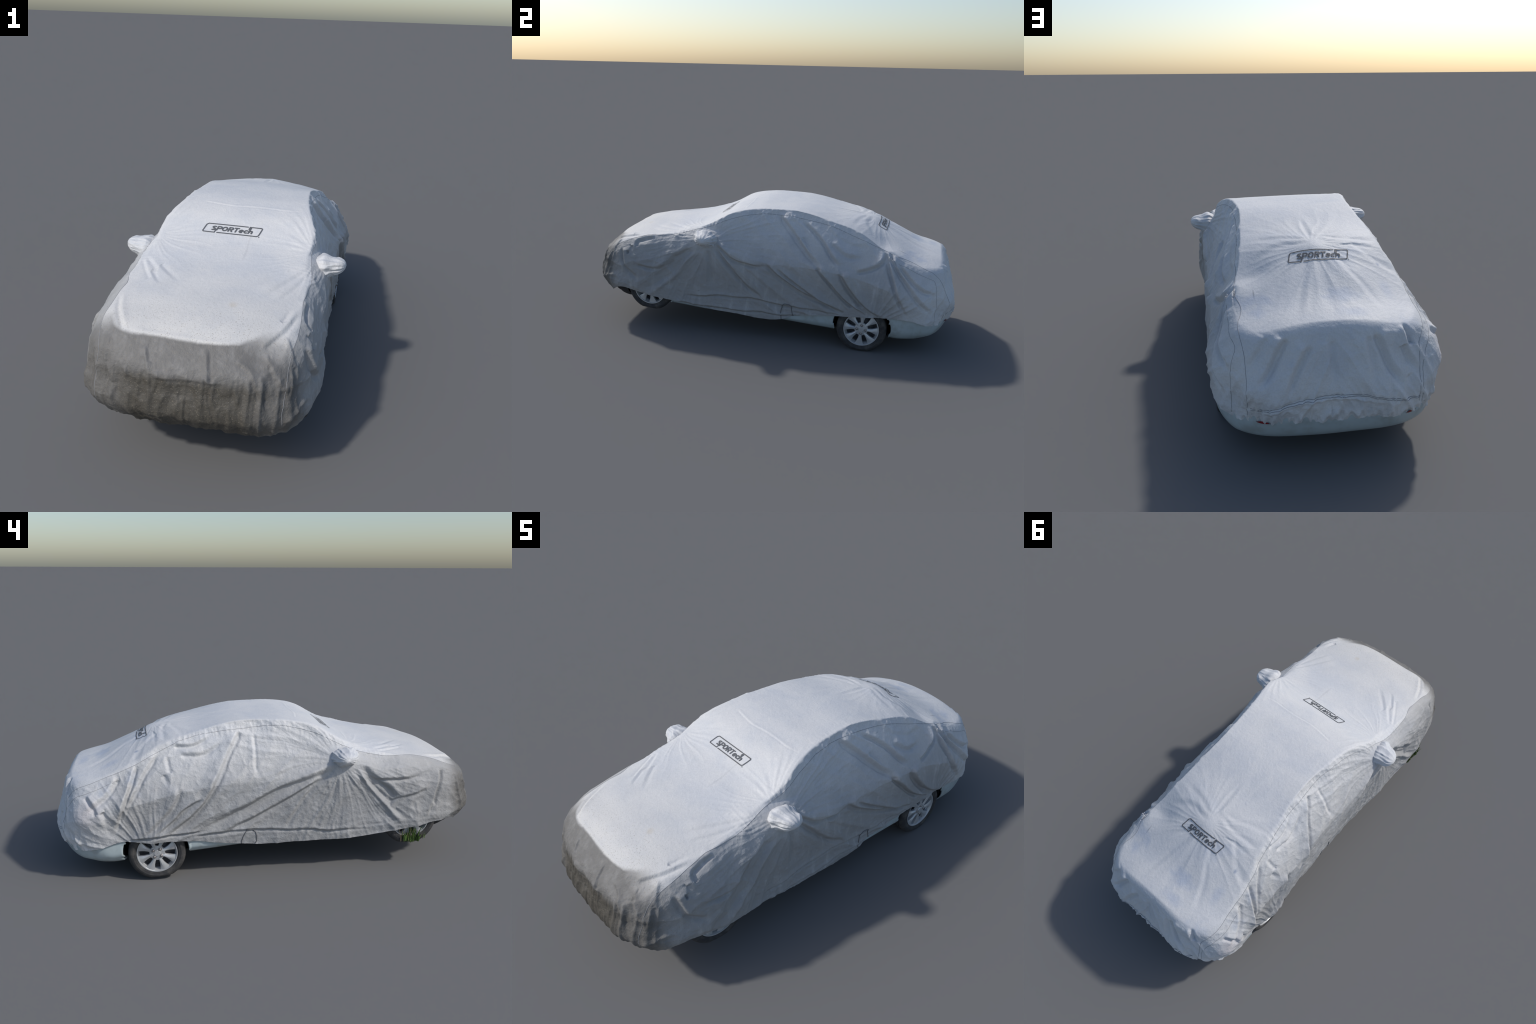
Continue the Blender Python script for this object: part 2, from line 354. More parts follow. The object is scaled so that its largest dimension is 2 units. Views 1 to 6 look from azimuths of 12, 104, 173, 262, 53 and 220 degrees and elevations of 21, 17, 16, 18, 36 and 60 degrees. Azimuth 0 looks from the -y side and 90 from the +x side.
def crease_field(P, N):
    """all the cloth relief, as a height along the normal"""
    x, y, z = P.T
    disp = np.zeros(len(P))
    flank = smoothstep(.45, .75, np.abs(N[:, 0]))
    nose = smoothstep(-.80, -.90, y) * smoothstep(.6, .25, N[:, 2])
    tail = smoothstep(.80, .90, y) * smoothstep(.6, .25, N[:, 2])
    roof = smoothstep(.5, .8, N[:, 2])
    sgn = np.sign(x)
    warp = np.stack([noise3(P * 6 + 1.7, 51), noise3(P * 6 + 7.1, 52), noise3(P * 6 + 4.2, 53)], 1)
    Pw = P + warp * .02
    xw, yw, zw = Pw.T
    # --- hanging cloth on the flanks: creases fan out from the mirrors
    ang = np.arctan2(zw - .45, yw + .34); rad = np.hypot(z - .45, y + .34)
    reach = smoothstep(.03, .12, rad) * smoothstep(.8, .35, rad)
    disp += flank * .0040 * reach * (ridged(np.stack([ang * 5, rad * 1.6, sgn * 3.7], 1), 3) - .45)
    disp += flank * .0020 * reach * (ridged(np.stack([ang * 13, rad * 3.5, sgn * 3.7], 1), 4) - .45)
    # --- and run in to the top of the rear wheel
    ang2 = np.arctan2(zw - .13, yw - .56); rad2 = np.hypot(z - .13, y - .56)
    reach = smoothstep(.03, .15, rad2) * smoothstep(.6, .2, rad2)
    disp += flank * .0045 * reach * (ridged(np.stack([ang2 * 5, rad2 * 1.6, sgn * 5.3], 1), 5) - .45)
    disp += flank * .0020 * reach * (ridged(np.stack([ang2 * 12, rad2 * 4, sgn * 5.3], 1), 6) - .45)
    # --- slack cloth of the doors: long diagonal drapes, falling to the rear
    across = .6 * yw + .8 * zw; along = .8 * y - .6 * z
    door = flank * smoothstep(-.55, -.2, y) * smoothstep(.85, .6, y)
    disp += door * .0070 * (ridged(np.stack([across * 8, along * 1.6, sgn * 8.1], 1), 7) - .6)
    # --- loose bunching over the front wings
    wing = flank * smoothstep(-.42, -.52, y)
    disp += wing * .006 * (ridged(np.stack([yw * 6, zw * 9, sgn * 6.1], 1), 8) - .45)
    # --- drawn in along the sill by the elastic
    disp += flank * .0030 * noise3(np.stack([y * 3, zw * 48, sgn * 2.1], 1), 9) * smoothstep(.2, .1, z)
    # --- pleats down the nose, gathers down the tail
    arc = xw + .45 * np.where(np.abs(y) > .6, (np.abs(y) - .95), 0) * -sgn
    pleat = smoothstep(.36, .22, z)
    disp += nose * .0080 * pleat * (ridged(np.stack([arc * 16, z * 1.6, 0 * y], 1), 11) - .45)
    disp += nose * .0040 * pleat * (ridged(np.stack([arc * 34, z * 3.5, 0 * y], 1), 12) - .45)
    disp += nose * .0030 * (ridged(Pw * 17, 10) - .45)
    slant = arc + (z - .3) * np.sign(xw + .03) * .45
    disp += tail * .0075 * (ridged(np.stack([slant * 12, z * 2.0, y * 0], 1), 13) - .45)
    disp += tail * .0030 * (ridged(np.stack([slant * 30, z * 6, y * 0], 1), 14) - .45)
    disp += tail * .0070 * (ridged(np.stack([arc * 34, z * 14, y * 0], 1), 15) - .45) * smoothstep(.32, .26, z)
    # --- bonnet and windscreen drawn towards the mirrors, rear window towards the aerial
    for cx, cy in ((.31, -.38), (-.34, -.36)):
        a = np.arctan2(yw - cy, xw - cx); r = np.hypot(x - cx, y - cy)
        disp += roof * .0022 * (ridged(np.stack([a * 6, r * 2, 0 * r + cx], 1), 24) - .45) * smoothstep(.03, .08, r) * smoothstep(.36, .1, r)
    a = np.arctan2(yw - .50, xw + .02); r = np.hypot(x + .02, y - .50)
    disp += roof * .0014 * (ridged(np.stack([a * 4, r * 2, 0 * r], 1), 25) - .45) * smoothstep(.02, .07, r) * smoothstep(.5, .15, r)
    # --- puckers along the side seams
    seam = np.abs(z - seam_height(x, y))
    disp += .0018 * (ridged(np.stack([y * 42, z * 5, sgn * 3], 1), 26) - .45) * np.exp(-(seam / .022) ** 2) * smoothstep(.55, .45, np.abs(y + .05)) * smoothstep(.19, .24, np.abs(x + .02))
    # --- crumpled small relief everywhere but on the taut roof
    taut = 1 - .93 * roof
    disp += taut * .0020 * (ridged(Pw * 13, 17) - .45)
    disp += taut * .0010 * (ridged(Pw * 32, 18) - .45)
    disp += taut * .0004 * noise3(P * 60., 19)
    for group in FOLDS.values():
        for pts, width, height, lean, flare in group:
            front = np.mean([p[1] for p in pts]) < -.87
            soft = np.mean([p[1] < .86 and p[1] > -.85 and abs(p[0]) < .27 for p in pts]) > .6
            add_fold(disp, P, N, pts, width * (.75 if front else 1), height, lean, flare, .7 if front else .5 if soft else 1.5, .22 if front else 1.5 if not soft else 1.)
    return disp


# ------------------------------------------------------------------ materials
def new_material(name, rough=.6, metallic=0., base=(.5, .5, .5)):
    m = bpy.data.materials.new(name); m.use_nodes = True
    b = m.node_tree.nodes['Principled BSDF']
    b.inputs['Base Color'].default_value = (*base, 1)
    b.inputs['Roughness'].default_value = rough
    b.inputs['Metallic'].default_value = metallic
    return m, m.node_tree, b


class Graph:
    """small helper for wiring node trees"""
    def __init__(self, tree):
        self.t = tree; self.n = tree.nodes; self.l = tree.links

    def node(self, kind, **kw):
        n = self.n.new(kind)
        for k, v in kw.items():
            setattr(n, k, v)
        return n

    def put(self, sock, v):
        if hasattr(v, 'links'):
            self.l.new(v, sock)
        else:
            sock.default_value = v

    def math(self, op, a, b=0., clamp=False):
        n = self.node('ShaderNodeMath', operation=op, use_clamp=clamp)
        self.put(n.inputs[0], a); self.put(n.inputs[1], b)
        return n.outputs[0]

    def ramp(self, v, a, b):
        n = self.node('ShaderNodeMapRange', interpolation_type='SMOOTHSTEP')
        self.put(n.inputs['Value'], v)
        n.inputs['From Min'].default_value = a; n.inputs['From Max'].default_value = b
        return n.outputs[0]

    def mix(self, fac, a, b):
        n = self.node('ShaderNodeMix', data_type='RGBA')
        self.put(n.inputs[0], fac)
        for s, v in ((n.inputs[6], a), (n.inputs[7], b)):
            if isinstance(v, tuple):
                v = (*v, 1)
            self.put(s, v)
        return n.outputs[2]

    def noise(self, scale, detail=3, rough=.55, vec=None, out=0):
        n = self.node('ShaderNodeTexNoise')
        n.inputs['Scale'].default_value = scale; n.inputs['Detail'].default_value = detail; n.inputs['Roughness'].default_value = rough
        if vec is not None:
            self.l.new(vec, n.inputs['Vector'])
        return n.outputs[out]

    def mapping(self, vec, scale=(1, 1, 1), loc=(0, 0, 0), rot=(0, 0, 0)):
        n = self.node('ShaderNodeMapping')
        self.l.new(vec, n.inputs['Vector'])
        n.inputs['Scale'].default_value = scale; n.inputs['Location'].default_value = loc; n.inputs['Rotation'].default_value = rot
        return n.outputs[0]


def fabric_material(name, flank):
    m, t, b = new_material(name, .58, .0)
    g = Graph(t)
    co = g.node('ShaderNodeTexCoord').outputs['Object']
    sep = g.node('ShaderNodeSeparateXYZ'); g.l.new(co, sep.inputs[0])
    x, y, z = sep.outputs
    # cloth: silver grey, faintly mottled, with a felted grain
    col = g.mix(g.ramp(g.noise(7, 4, .6, co), .35, .7), CLOTH, CLOTH_BLUE)
    col = g.mix(g.math('MULTIPLY', g.ramp(g.noise(190, 4, .75, co), .38, .72), .30), col, CLOTH_DARK)
    col = g.mix(g.math('MULTIPLY', g.ramp(g.math('ADD', y, g.math('MULTIPLY', g.noise(9, 4, .6, co), .3)), -.30, -.75), .30), col, (.50, .475, .43))
    # flank shade painted in, strongest at the foot; grey nose, brown apron over grille
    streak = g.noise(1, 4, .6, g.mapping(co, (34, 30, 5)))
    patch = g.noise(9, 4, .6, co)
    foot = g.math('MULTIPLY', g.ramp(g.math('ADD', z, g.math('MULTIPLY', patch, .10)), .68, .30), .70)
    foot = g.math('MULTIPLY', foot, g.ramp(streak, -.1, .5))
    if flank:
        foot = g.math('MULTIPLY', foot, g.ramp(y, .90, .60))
        col = g.mix(foot, col, FLANK_SHADE_GREY)
    front = g.ramp(g.math('ADD', y, g.math('MULTIPLY', patch, .05)), -.80, -.90)
    fold_line = g.math('SUBTRACT', z, g.math('MULTIPLY', g.math('ADD', y, .905), .41))
    edge = g.ramp(g.math('ADD', fold_line, g.math('MULTIPLY', streak, .006)), .352, .345)
    nose = g.math('MULTIPLY', g.math('MULTIPLY', front, edge), g.math('ADD', g.math('MULTIPLY', streak, .5), .72, True), True)
    col = g.mix(nose, col, NOSE_GREY)
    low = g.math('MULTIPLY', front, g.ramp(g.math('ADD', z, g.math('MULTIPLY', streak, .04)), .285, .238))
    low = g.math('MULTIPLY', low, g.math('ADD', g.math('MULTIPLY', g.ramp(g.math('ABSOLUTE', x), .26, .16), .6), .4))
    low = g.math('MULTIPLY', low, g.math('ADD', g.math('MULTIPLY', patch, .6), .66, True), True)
    col = g.mix(low, col, NOSE_BROWN)
    # pollen-like specks on the bonnet
    speck = g.math('MULTIPLY', g.ramp(g.noise(260, 1, .5, co), .64, .70), g.ramp(g.math('ADD', y, g.math('MULTIPLY', g.noise(5, 2, .5, co), .25)), -.55, -.75))
    col = g.mix(g.math('MULTIPLY', speck, .5), col, (.22, .19, .15))
    # single marks: a drip under the print, a leaf stain, damp patches, a pink bloom on a rear corner
    for cx, cy, cz, rx, ry, rz, rot, strength, tint in MARKS:
        v = g.mapping(co, (1 / rx, 1 / ry, 1 / rz), rot=(0, 0, 0))
        n = g.node('ShaderNodeVectorMath', operation='SUBTRACT'); g.l.new(v, n.inputs[0]); n.inputs[1].default_value = (cx / rx, cy / ry, cz / rz)
        r = g.node('ShaderNodeVectorMath', operation='LENGTH'); g.l.new(n.outputs[0], r.inputs[0])
        d = g.math('ADD', r.outputs['Value'], g.math('MULTIPLY', g.noise(22, 4, .65, co), 1.4))
        col = g.mix(g.math('MULTIPLY', g.ramp(d, 2.0, .8), strength), col, tint)
    # damp bluish blotches on the boot lid
    damp = g.math('MULTIPLY', g.ramp(g.noise(6, 3, .6, g.mapping(co, loc=(3.1, .7, .2))), .52, .72), g.ramp(y, .35, .6))
    damp = g.math('MULTIPLY', damp, g.ramp(z, .36, .45))
    col = g.mix(g.math('MULTIPLY', damp, .5), col, (.36, .43, .56))
    g.l.new(col, b.inputs['Base Color'])
    b.inputs['Specular IOR Level'].default_value = .35
    # crinkles finer than the mesh
    q = g.noise(1, 3, .6, g.mapping(co, (75, 60, 75)))
    q2 = g.noise(300, 2, .6, co)
    h = g.math('ADD', g.math('MULTIPLY', q, .0045), g.math('MULTIPLY', q2, .0009))
    bump = g.node('ShaderNodeBump'); nz = g.node('ShaderNodeSeparateXYZ'); g.l.new(g.node('ShaderNodeTexCoord').outputs['Normal'], nz.inputs[0])
    g.l.new(g.math('SUBTRACT', .70, g.math('MULTIPLY', g.ramp(nz.outputs[2], .5, .85), .35)), bump.inputs['Strength']); bump.inputs['Distance'].default_value = 1.
    g.l.new(h, bump.inputs['Height']); g.l.new(bump.outputs[0], b.inputs['Normal'])
    return m


CLOTH = (.66, .66, .66); CLOTH_BLUE = (.585, .60, .625); CLOTH_DARK = (.42, .43, .45); FLANK_SHADE_GREY = (.20, .20, .20); NOSE_GREY = (.155, .152, .147); NOSE_BROWN = (.07, .064, .053)


# centre, radii, -, strength, colour
MARKS = [
    (.043, -.365, .53, .005, .05, .06, 0, .30, (.38, .39, .41)), (.046, -.44, .50, .006, .06, .05, 0, .28, (.38, .39, .41)),
    (.081, -.766, .415, .016, .016, .03, 0, .35, (.50, .43, .33)), (.081, -.075, .648, .05, .05, .05, 0, .22, (.50, .52, .55)),
    (-.248, .576, .56, .008, .012, .02, 0, .7, (.20, .26, .38)), (-.10, .829, .514, .05, .03, .05, 0, .35, (.33, .40, .54)),
    (-.244, .697, .519, .03, .05, .05, 0, .35, (.33, .40, .54)), (.212, .675, .525, .003, .03, .02, 0, .6, (.28, .28, .29)),
    (-.40, .815, .35, .05, .07, .08, 0, .30, (.52, .44, .46)), (-.105, .25, .655, .012, .06, .03, 0, .22, (.48, .49, .53)),
]


def build_materials():
    M = {}
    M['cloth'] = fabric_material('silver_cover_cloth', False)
    M['flank_cloth'] = fabric_material('shade_tinted_flank_cloth', True)
    M['strap'] = new_material('grey_webbing', .8, 0, (.16, .16, .165))[0]
    M['print'] = new_material('dark_grey_print', .7, 0, (.10, .105, .115))[0]
    M['thread'] = new_material('dark_thread', .8, 0, (.27, .275, .29))[0]
    m, t, b = new_material('pale_car_paint', .35, 0, (.50, .58, .60)); g = Graph(t)
    co = g.node('ShaderNodeTexCoord').outputs['Object']
    g.l.new(g.mix(g.ramp(g.noise(18, 4, .6, co), .45, .75), (.42, .49, .51), (.34, .38, .38)), b.inputs['Base Color']); M['paint'] = m
    M['dark'] = new_material('black_underside', .9, 0, (.02, .02, .022))[0]
    m, t, b = new_material('tyre_rubber', .85); g = Graph(t)
    co = g.node('ShaderNodeTexCoord').outputs['Object']
    g.l.new(g.mix(g.ramp(g.noise(30, 4, .6, co), .4, .75), (.035, .035, .037), (.085, .08, .075)), b.inputs['Base Color']); M['rubber'] = m
    m, t, b = new_material('silver_wheel_paint', .38, .35, (.50, .51, .52)); M['alloy'] = m
    M['nut'] = new_material('steel_nut', .35, .7, (.32, .30, .29))[0]
    M['drum'] = new_material('brake_drum', .6, .3, (.06, .06, .068))[0]
    m, t, b = new_material('red_lamp_lens', .15, 0, (.22, .012, .015)); b.inputs['Coat Weight'].default_value = .6; M['lamp'] = m
    m, t, b = new_material('green_blade', .5); g = Graph(t)
    r = g.node('ShaderNodeObjectInfo').outputs['Random']
    g.l.new(g.mix(r, (.06, .13, .025), (.17, .26, .07)), b.inputs['Base Color'])
    tr = g.node('ShaderNodeBsdfTranslucent'); tr.inputs[0].default_value = (.17, .28, .05, 1)
    mx = g.node('ShaderNodeMixShader'); mx.inputs[0].default_value = .25
    g.l.new(b.outputs[0], mx.inputs[1]); g.l.new(tr.outputs[0], mx.inputs[2]); g.l.new(mx.outputs[0], g.n['Material Output'].inputs[0]); M['blade'] = m
    M['straw'] = new_material('dry_straw', .8, 0, (.30, .24, .15))[0]
    return M


# ------------------------------------------------------------------ mesh helpers
def mesh_object(name, verts, faces, mat, parent=None, smooth=True, mats=None):
    me = bpy.data.meshes.new(name)
    me.from_pydata([tuple(map(float, v)) for v in verts], [], [tuple(map(int, f)) for f in faces])
    if smooth:
        me.polygons.foreach_set('use_smooth', [True] * len(me.polygons))
    for mt in ([mat] if mat else []):
        me.materials.append(mt)
    ob = bpy.data.objects.new(name, me); bpy.context.scene.collection.objects.link(ob)
    if parent:
        ob.parent = parent
    return ob


def empty(name, parent=None, matrix=None):
    e = bpy.data.objects.new(name, None); bpy.context.scene.collection.objects.link(e)
    e.empty_display_size = .1
    if matrix is not None:
        e.matrix_world = matrix
    if parent:
        e.parent = parent
    return e


def face_normals(X, quads):
    a = X[quads[:, 2]] - X[quads[:, 0]]; b = X[quads[:, 3]] - X[quads[:, 1]]
    return np.cross(a, b)


def vertex_normals(X, quads):
    fn = face_normals(X, quads)
    n = np.zeros_like(X)
    for k in range(4):
        for c in range(3):
            n[:, c] += np.bincount(quads[:, k], fn[:, c], len(X))
    return n / (np.linalg.norm(n, axis=1)[:, None] + 1e-12)


def lathe(profile, n, axis_flip=1, flat=None):
    """turn (x, r) profile round the x axis; flat squashes the underside to -flat"""
    prof = np.array(profile); k = len(prof)
    a = np.linspace(0, 2 * np.pi, n, endpoint=False)
    V = np.stack([np.repeat(prof[:, 0][None], n, 0), prof[:, 1][None] * np.sin(a)[:, None], prof[:, 1][None] * np.cos(a)[:, None]], -1).reshape(-1, 3)
    if flat is not None:
        V[:, 2] = np.where(V[:, 2] < -flat, -flat + (V[:, 2] + flat) * .12, V[:, 2])
    F = []
    for i in range(n):
        j = (i + 1) % n
        for p in range(k - 1):
            F.append((i * k + p, i * k + p + 1, j * k + p + 1, j * k + p))
    return V, F


def tube(path, r, n=6):
    path = np.asarray(path, float)
    tan = np.gradient(path, axis=0); tan /= np.linalg.norm(tan, axis=1)[:, None]
    up = np.array([.31, .17, .93]); u = np.cross(tan, up); u /= np.linalg.norm(u, axis=1)[:, None]; v = np.cross(tan, u)
    a = np.linspace(0, 2 * np.pi, n, endpoint=False)
    rr = np.broadcast_to(r, len(path))
    V = (path[:, None] + rr[:, None, None] * (np.cos(a)[None, :, None] * u[:, None] + np.sin(a)[None, :, None] * v[:, None])).reshape(-1, 3)
    F = [(i * n + j, i * n + (j + 1) % n, (i + 1) * n + (j + 1) % n, (i + 1) * n + j) for i in range(len(path) - 1) for j in range(n)]
    F += [tuple(range(n))[::-1], tuple(range((len(path) - 1) * n, len(path) * n))]
    return V, F


def join_parts(parts):
    V, F, o = [], [], 0
    for v, f in parts:
        V.append(np.asarray(v)); F += [tuple(i + o for i in q) for q in f]; o += len(v)
    return np.concatenate(V), F


# ------------------------------------------------------------------ the cover
# side seams: height of the seam along each flank, and where it turns down the corners
SEAM_Y = [-1., -.87, -.79, -.69, -.54, -.42, -.33, -.24, -.11, .14, .31, .455, .58, .71, .84, 1.]
SEAM_RIGHT = [.30, .34, .378, .408, .43, .468, .512, .565, .606, .618, .608, .570, .521, .483, .448, .40]
SEAM_LEFT = [.29, .328, .368, .405, .44, .484, .520, .568, .608, .620, .603, .566, .534, .497, .458, .42]


def seam_height(x, y):
    return np.where(x > 0, curve(SEAM_Y, SEAM_LEFT, y), curve(SEAM_Y, SEAM_RIGHT, y))


def corner_x(x, y):
    """inner limit of the flank panels at nose and tail"""
    front = np.where(x > 0, .295, .305); rear = np.where(x > 0, .265, .30)
    return np.where(y < 0, np.interp(-y, [.6, .85], [.05, 1]) * front, np.interp(y, [.6, .85], [.05, 1]) * rear)


def build_cover(M, car):
    n_side, n_fan, n_up = NET
    X = drape_net(n_side, n_fan, n_up)
    rows, ring = X.shape[:2]
    P = X.reshape(-1, 3)
    i, j = np.meshgrid(np.arange(rows - 1), np.arange(ring), indexing='ij')
    i, j = i.ravel(), j.ravel(); jn = (j + 1) % ring
    quads = np.stack([i * ring + j, (i + 1) * ring + j, (i + 1) * ring + jn, i * ring + jn], 1)
    N = vertex_normals(P, quads)
    N = np.where(((P - np.array([0, 0, SPINE_Z])) * N).sum(1)[:, None] < -.0, -N, N)
    if np.sum(face_normals(P, quads)[:, 2]) < 0:
        quads = quads[:, ::-1]
    disp = crease_field(P, N)
    # the two halves meet on the spine line: keep coincident points together
    disp = np.maximum(disp, -.012)
    P2 = P + N * disp[:, None]
    # the cloth lies over the tyres and cannot sink into them
    for wx, wy, wz in WHEELS:
        near = (np.hypot(P2[:, 1] - wy, P2[:, 2] - wz) < TYRE_R + .012) & (P2[:, 0] * wx > 0)
        r = np.hypot(P2[:, 1] - wy, P2[:, 2] - wz)
        need = abs(wx) + .008 - .02 * smoothstep(TYRE_R - .004, TYRE_R + .012, r)
        P2[:, 0] = np.where(near & (np.abs(P2[:, 0]) > .25), np.sign(wx) * np.maximum(np.abs(P2[:, 0]), need), P2[:, 0])
    # a turned-in hem
    hem = np.arange(ring)
    N2 = vertex_normals(P2, quads)
    inner = P2[hem] - N2[hem] * .004 + np.array([0, 0, .012])
    base = len(P2)
    P3 = np.concatenate([P2, inner, P2[hem] - N2[hem] * .0004]); N3 = np.concatenate([N2, -N2[hem], -N2[hem]])
    edge = base + ring + hem
    lip = np.stack([edge, base + ring + (hem + 1) % ring, base + (hem + 1) % ring, base + hem], 1)
    quads_all = np.concatenate([quads, lip])
    c = P[quads].mean(1)
    c = np.concatenate([c, P[hem] + 0])
    flank = (c[:, 2] < seam_height(c[:, 0], c[:, 1])) & (np.abs(c[:, 0]) > corner_x(c[:, 0], c[:, 1]))
    label = np.where(flank & (c[:, 0] > 0), 1, np.where(flank, 2, 0))
    centre = label == 0
    label = np.where(centre & (c[:, 1] < -.6) & (c[:, 2] < .352), 3, label)
    label = np.where(centre & (c[:, 1] > .6) & (c[:, 2] < .455), 4, label)
    names = ['top_panel', 'side_panel', 'side_panel', 'nose_panel', 'tail_panel']
    objs = {}
    for k, nm in enumerate(names):
        f = quads_all[label == k]
        used, inv = np.unique(f, return_inverse=True)
        f = inv.reshape(-1, 4)
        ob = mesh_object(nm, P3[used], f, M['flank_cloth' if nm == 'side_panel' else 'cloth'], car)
        ob.data.normals_split_custom_set_from_vertices([tuple(v) for v in N3[used]])
        objs[k] = ob
    tree = BVHTree.FromPolygons([tuple(v) for v in P2], [tuple(q) for q in quads.tolist()])
    return objs, tree


def onto(tree, pts, lift=.001):
    out = []
    for p in pts:
        h, n, _, _ = tree.find_nearest(Vector(p))
        out.append(np.array(h) + np.array(n) * lift)
    return np.array(out)


def seam_path(sx):
    """from the nose hem up the corner, along the flank, and down the tail corner"""
    cf = .295 if sx > 0 else .305; cr = .265 if sx > 0 else .30
    zs = np.linspace(.11, .30, 24)
    a = cast(np.stack([np.full(24, sx * cf), np.full(24, -.7), zs], 1), np.tile([0., -1, 0], (24, 1)))
    ys = np.linspace(-.86, .84, 150)
    zz = seam_height(np.full(150, sx), ys)
    b = cast(np.stack([0 * ys, ys, zz], 1), np.tile([float(sx), 0, 0], (150, 1)))
    zs = np.linspace(.42, .21, 26)
    c = cast(np.stack([np.full(26, sx * cr), np.full(26, .7), zs], 1), np.tile([0., 1, 0], (26, 1)))
    path = np.concatenate([a, b, c])
    for _ in range(3):
        path[1:-1] = (path[:-2] + 2 * path[1:-1] + path[2:]) / 4
    return path


def resample(path, step):
    d = np.r_[0, np.cumsum(np.linalg.norm(np.diff(path, axis=0), axis=1))]
    q = np.arange(0, d[-1], step)
    return np.stack([np.interp(q, d, path[:, k]) for k in range(3)], 1)


# ------------------------------------------------------------------ lettering
def stroke(points, w):
    """flat outline strip along a 2-d polyline with mitred joints"""
    p = np.asarray(points, float)
    t = np.diff(p, axis=0); t /= np.linalg.norm(t, axis=1)[:, None]
    nrm = np.stack([-t[:, 1], t[:, 0]], 1)
    m = np.vstack([nrm[:1], (nrm[:-1] + nrm[1:]), nrm[-1:]])
    m[1:-1] /= (1 + (nrm[:-1] * nrm[1:]).sum(1))[:, None]
    V = np.concatenate([p + m * w / 2, p - m * w / 2]); n = len(p)
    return V, [(k, k + n, k + 1 + n, k + 1) for k in range(n - 1)]


def arc(cx, cy, rx, ry, a0, a1, n=14):
    return [(cx + rx * math.cos(math.radians(a)), cy + ry * math.sin(math.radians(a))) for a in np.linspace(a0, a1, n)]


def bold_word(x0, x1, y0, cap):
    """S P O R T e c h in heavy strokes; cap height 1 before scaling, each glyph with its advance"""
    w = .22; o = w / 2
    glyphs = [
        ([arc(.40, .73, .27, .15, 20, 270, 14) + arc(.40, .27 + .0, .29, .155, 90, -160, 14)], .84),
        ([[(o, -.0), (o, 1.)], [(o, 1 - o)] + arc(.46, .66, .25, .215, 90, -90, 12) + [(o, .445)]], .82),
        ([arc(.46, .5, .34, .375, 90, 452, 30)], 1.0),
        ([[(o, 0), (o, 1.)], [(o, 1 - o)] + arc(.46, .67, .24, .205, 90, -90, 12) + [(o, .465)], [(.40, .46), (.70, 0)]], .86),
        ([[(0, 1 - o), (.80, 1 - o)], [(.40, 1 - o), (.40, 0)]], .86),
        ([[(.10, .35), (.60, .35)], arc(.37, .35, .27, .26, 0, 318, 24)], .78),
        ([arc(.37, .35, .27, .26, 42, 318, 22)], .68),
        ([[(o, 0), (o, 1.3)], [(o, .30)] + arc(.40, .36, .20, .225, 150, 0, 12) + [(.60, 0)]], .74),
    ]
    total = sum(a for _, a in glyphs)
    sx = (x1 - x0) / total
    out, x = [], x0
    for strokes, adv in glyphs:
        for st in strokes:
            V, F = stroke(st, w)
            V = V * np.array([sx, cap]) + np.array([x, y0])
            out.append((V, F))
        x += adv * sx
    return out


def printed_mark(M, car, tree, parent, origin, right, up, width, height):
    """the maker's word inside a broken, slanted frame, laid on the cloth; 2-d units: frame 0..1 wide, 0..h high"""
    ratio = height / width
    letters = bold_word(.125, .872, ratio * .22, ratio * .55)
    w = .020; s = lambda pts: stroke(pts, w)
    h = ratio
    px = .218   # stem of the P runs down into the frame, stem of the h runs up into it
    hx = .775
    frame = [s([(px, h * .30), (px, 0), (.02, 0), (0, .02), (0, h - .025), (.025, h), (hx - .03, h)]),
             s([(hx, h * .70), (hx, h), (.98, h), (1, h - .02), (1, .025), (.975, 0), (px + .04, 0)])]
    dot = (np.array([(1.02 + .010 * math.cos(a), -.01 + .010 * math.sin(a)) for a in np.linspace(0, 6.283, 13)[:-1]]), [tuple(range(12))])
    V2, F2 = join_parts(letters + frame + [dot])
    # slant like italic
    V2 = V2 + np.stack([V2[:, 1] * .25, 0 * V2[:, 1]], 1)
    bm = bmesh.new()
    lifts = np.concatenate([np.full(len(v), (k % 7) * .00012) for k, (v, f) in enumerate(letters + frame + [dot])])
    vs = [bm.verts.new((v[0], v[1], z)) for v, z in zip(V2, lifts)]
    for f in F2:
        try:
            bm.faces.new([vs[k] for k in f])
        except ValueError:
            pass
    bmesh.ops.triangulate(bm, faces=bm.faces)
    for _ in range(5):
        e = [e for e in bm.edges if e.calc_length() > .03]
        if not e:
            break
        bmesh.ops.subdivide_edges(bm, edges=e, cuts=1)
        bmesh.ops.triangulate(bm, faces=[f for f in bm.faces if len(f.verts) > 3])
    flat = np.array([v.co[:] for v in bm.verts]); faces = [[v.index for v in f.verts] for f in bm.faces]
    bm.free()
    O = np.array(origin); R = np.array(right); U = np.array(up)
    P = O + (flat[:, :1] - .5 - .125 * ratio) * R * width + (flat[:, 1:2] - ratio / 2) * U * width
    n = np.cross(R, U); n = n / np.linalg.norm(n)
    out = []
    for p, fz in zip(P, flat[:, 2]):
        h_, nn, _, _ = tree.ray_cast(Vector(p + n * .15), Vector(-n))
        if h_ is None:
            h_, nn, _, _ = tree.find_nearest(Vector(p))
        out.append(np.array(h_) + n * (.0016 + fz))
    out = np.array(out)
    # a film of ink: top sheet, thin edge
    k = len(out)
    V = np.concatenate([out, out - n * .0008])
    F = [tuple(f) for f in faces]
    fn = np.cross(out[faces[0][1]] - out[faces[0][0]], out[faces[0][2]] - out[faces[0][0]])
    ob = mesh_object('printed_word', V[:k], F, M['print'], parent, smooth=False)
    return ob


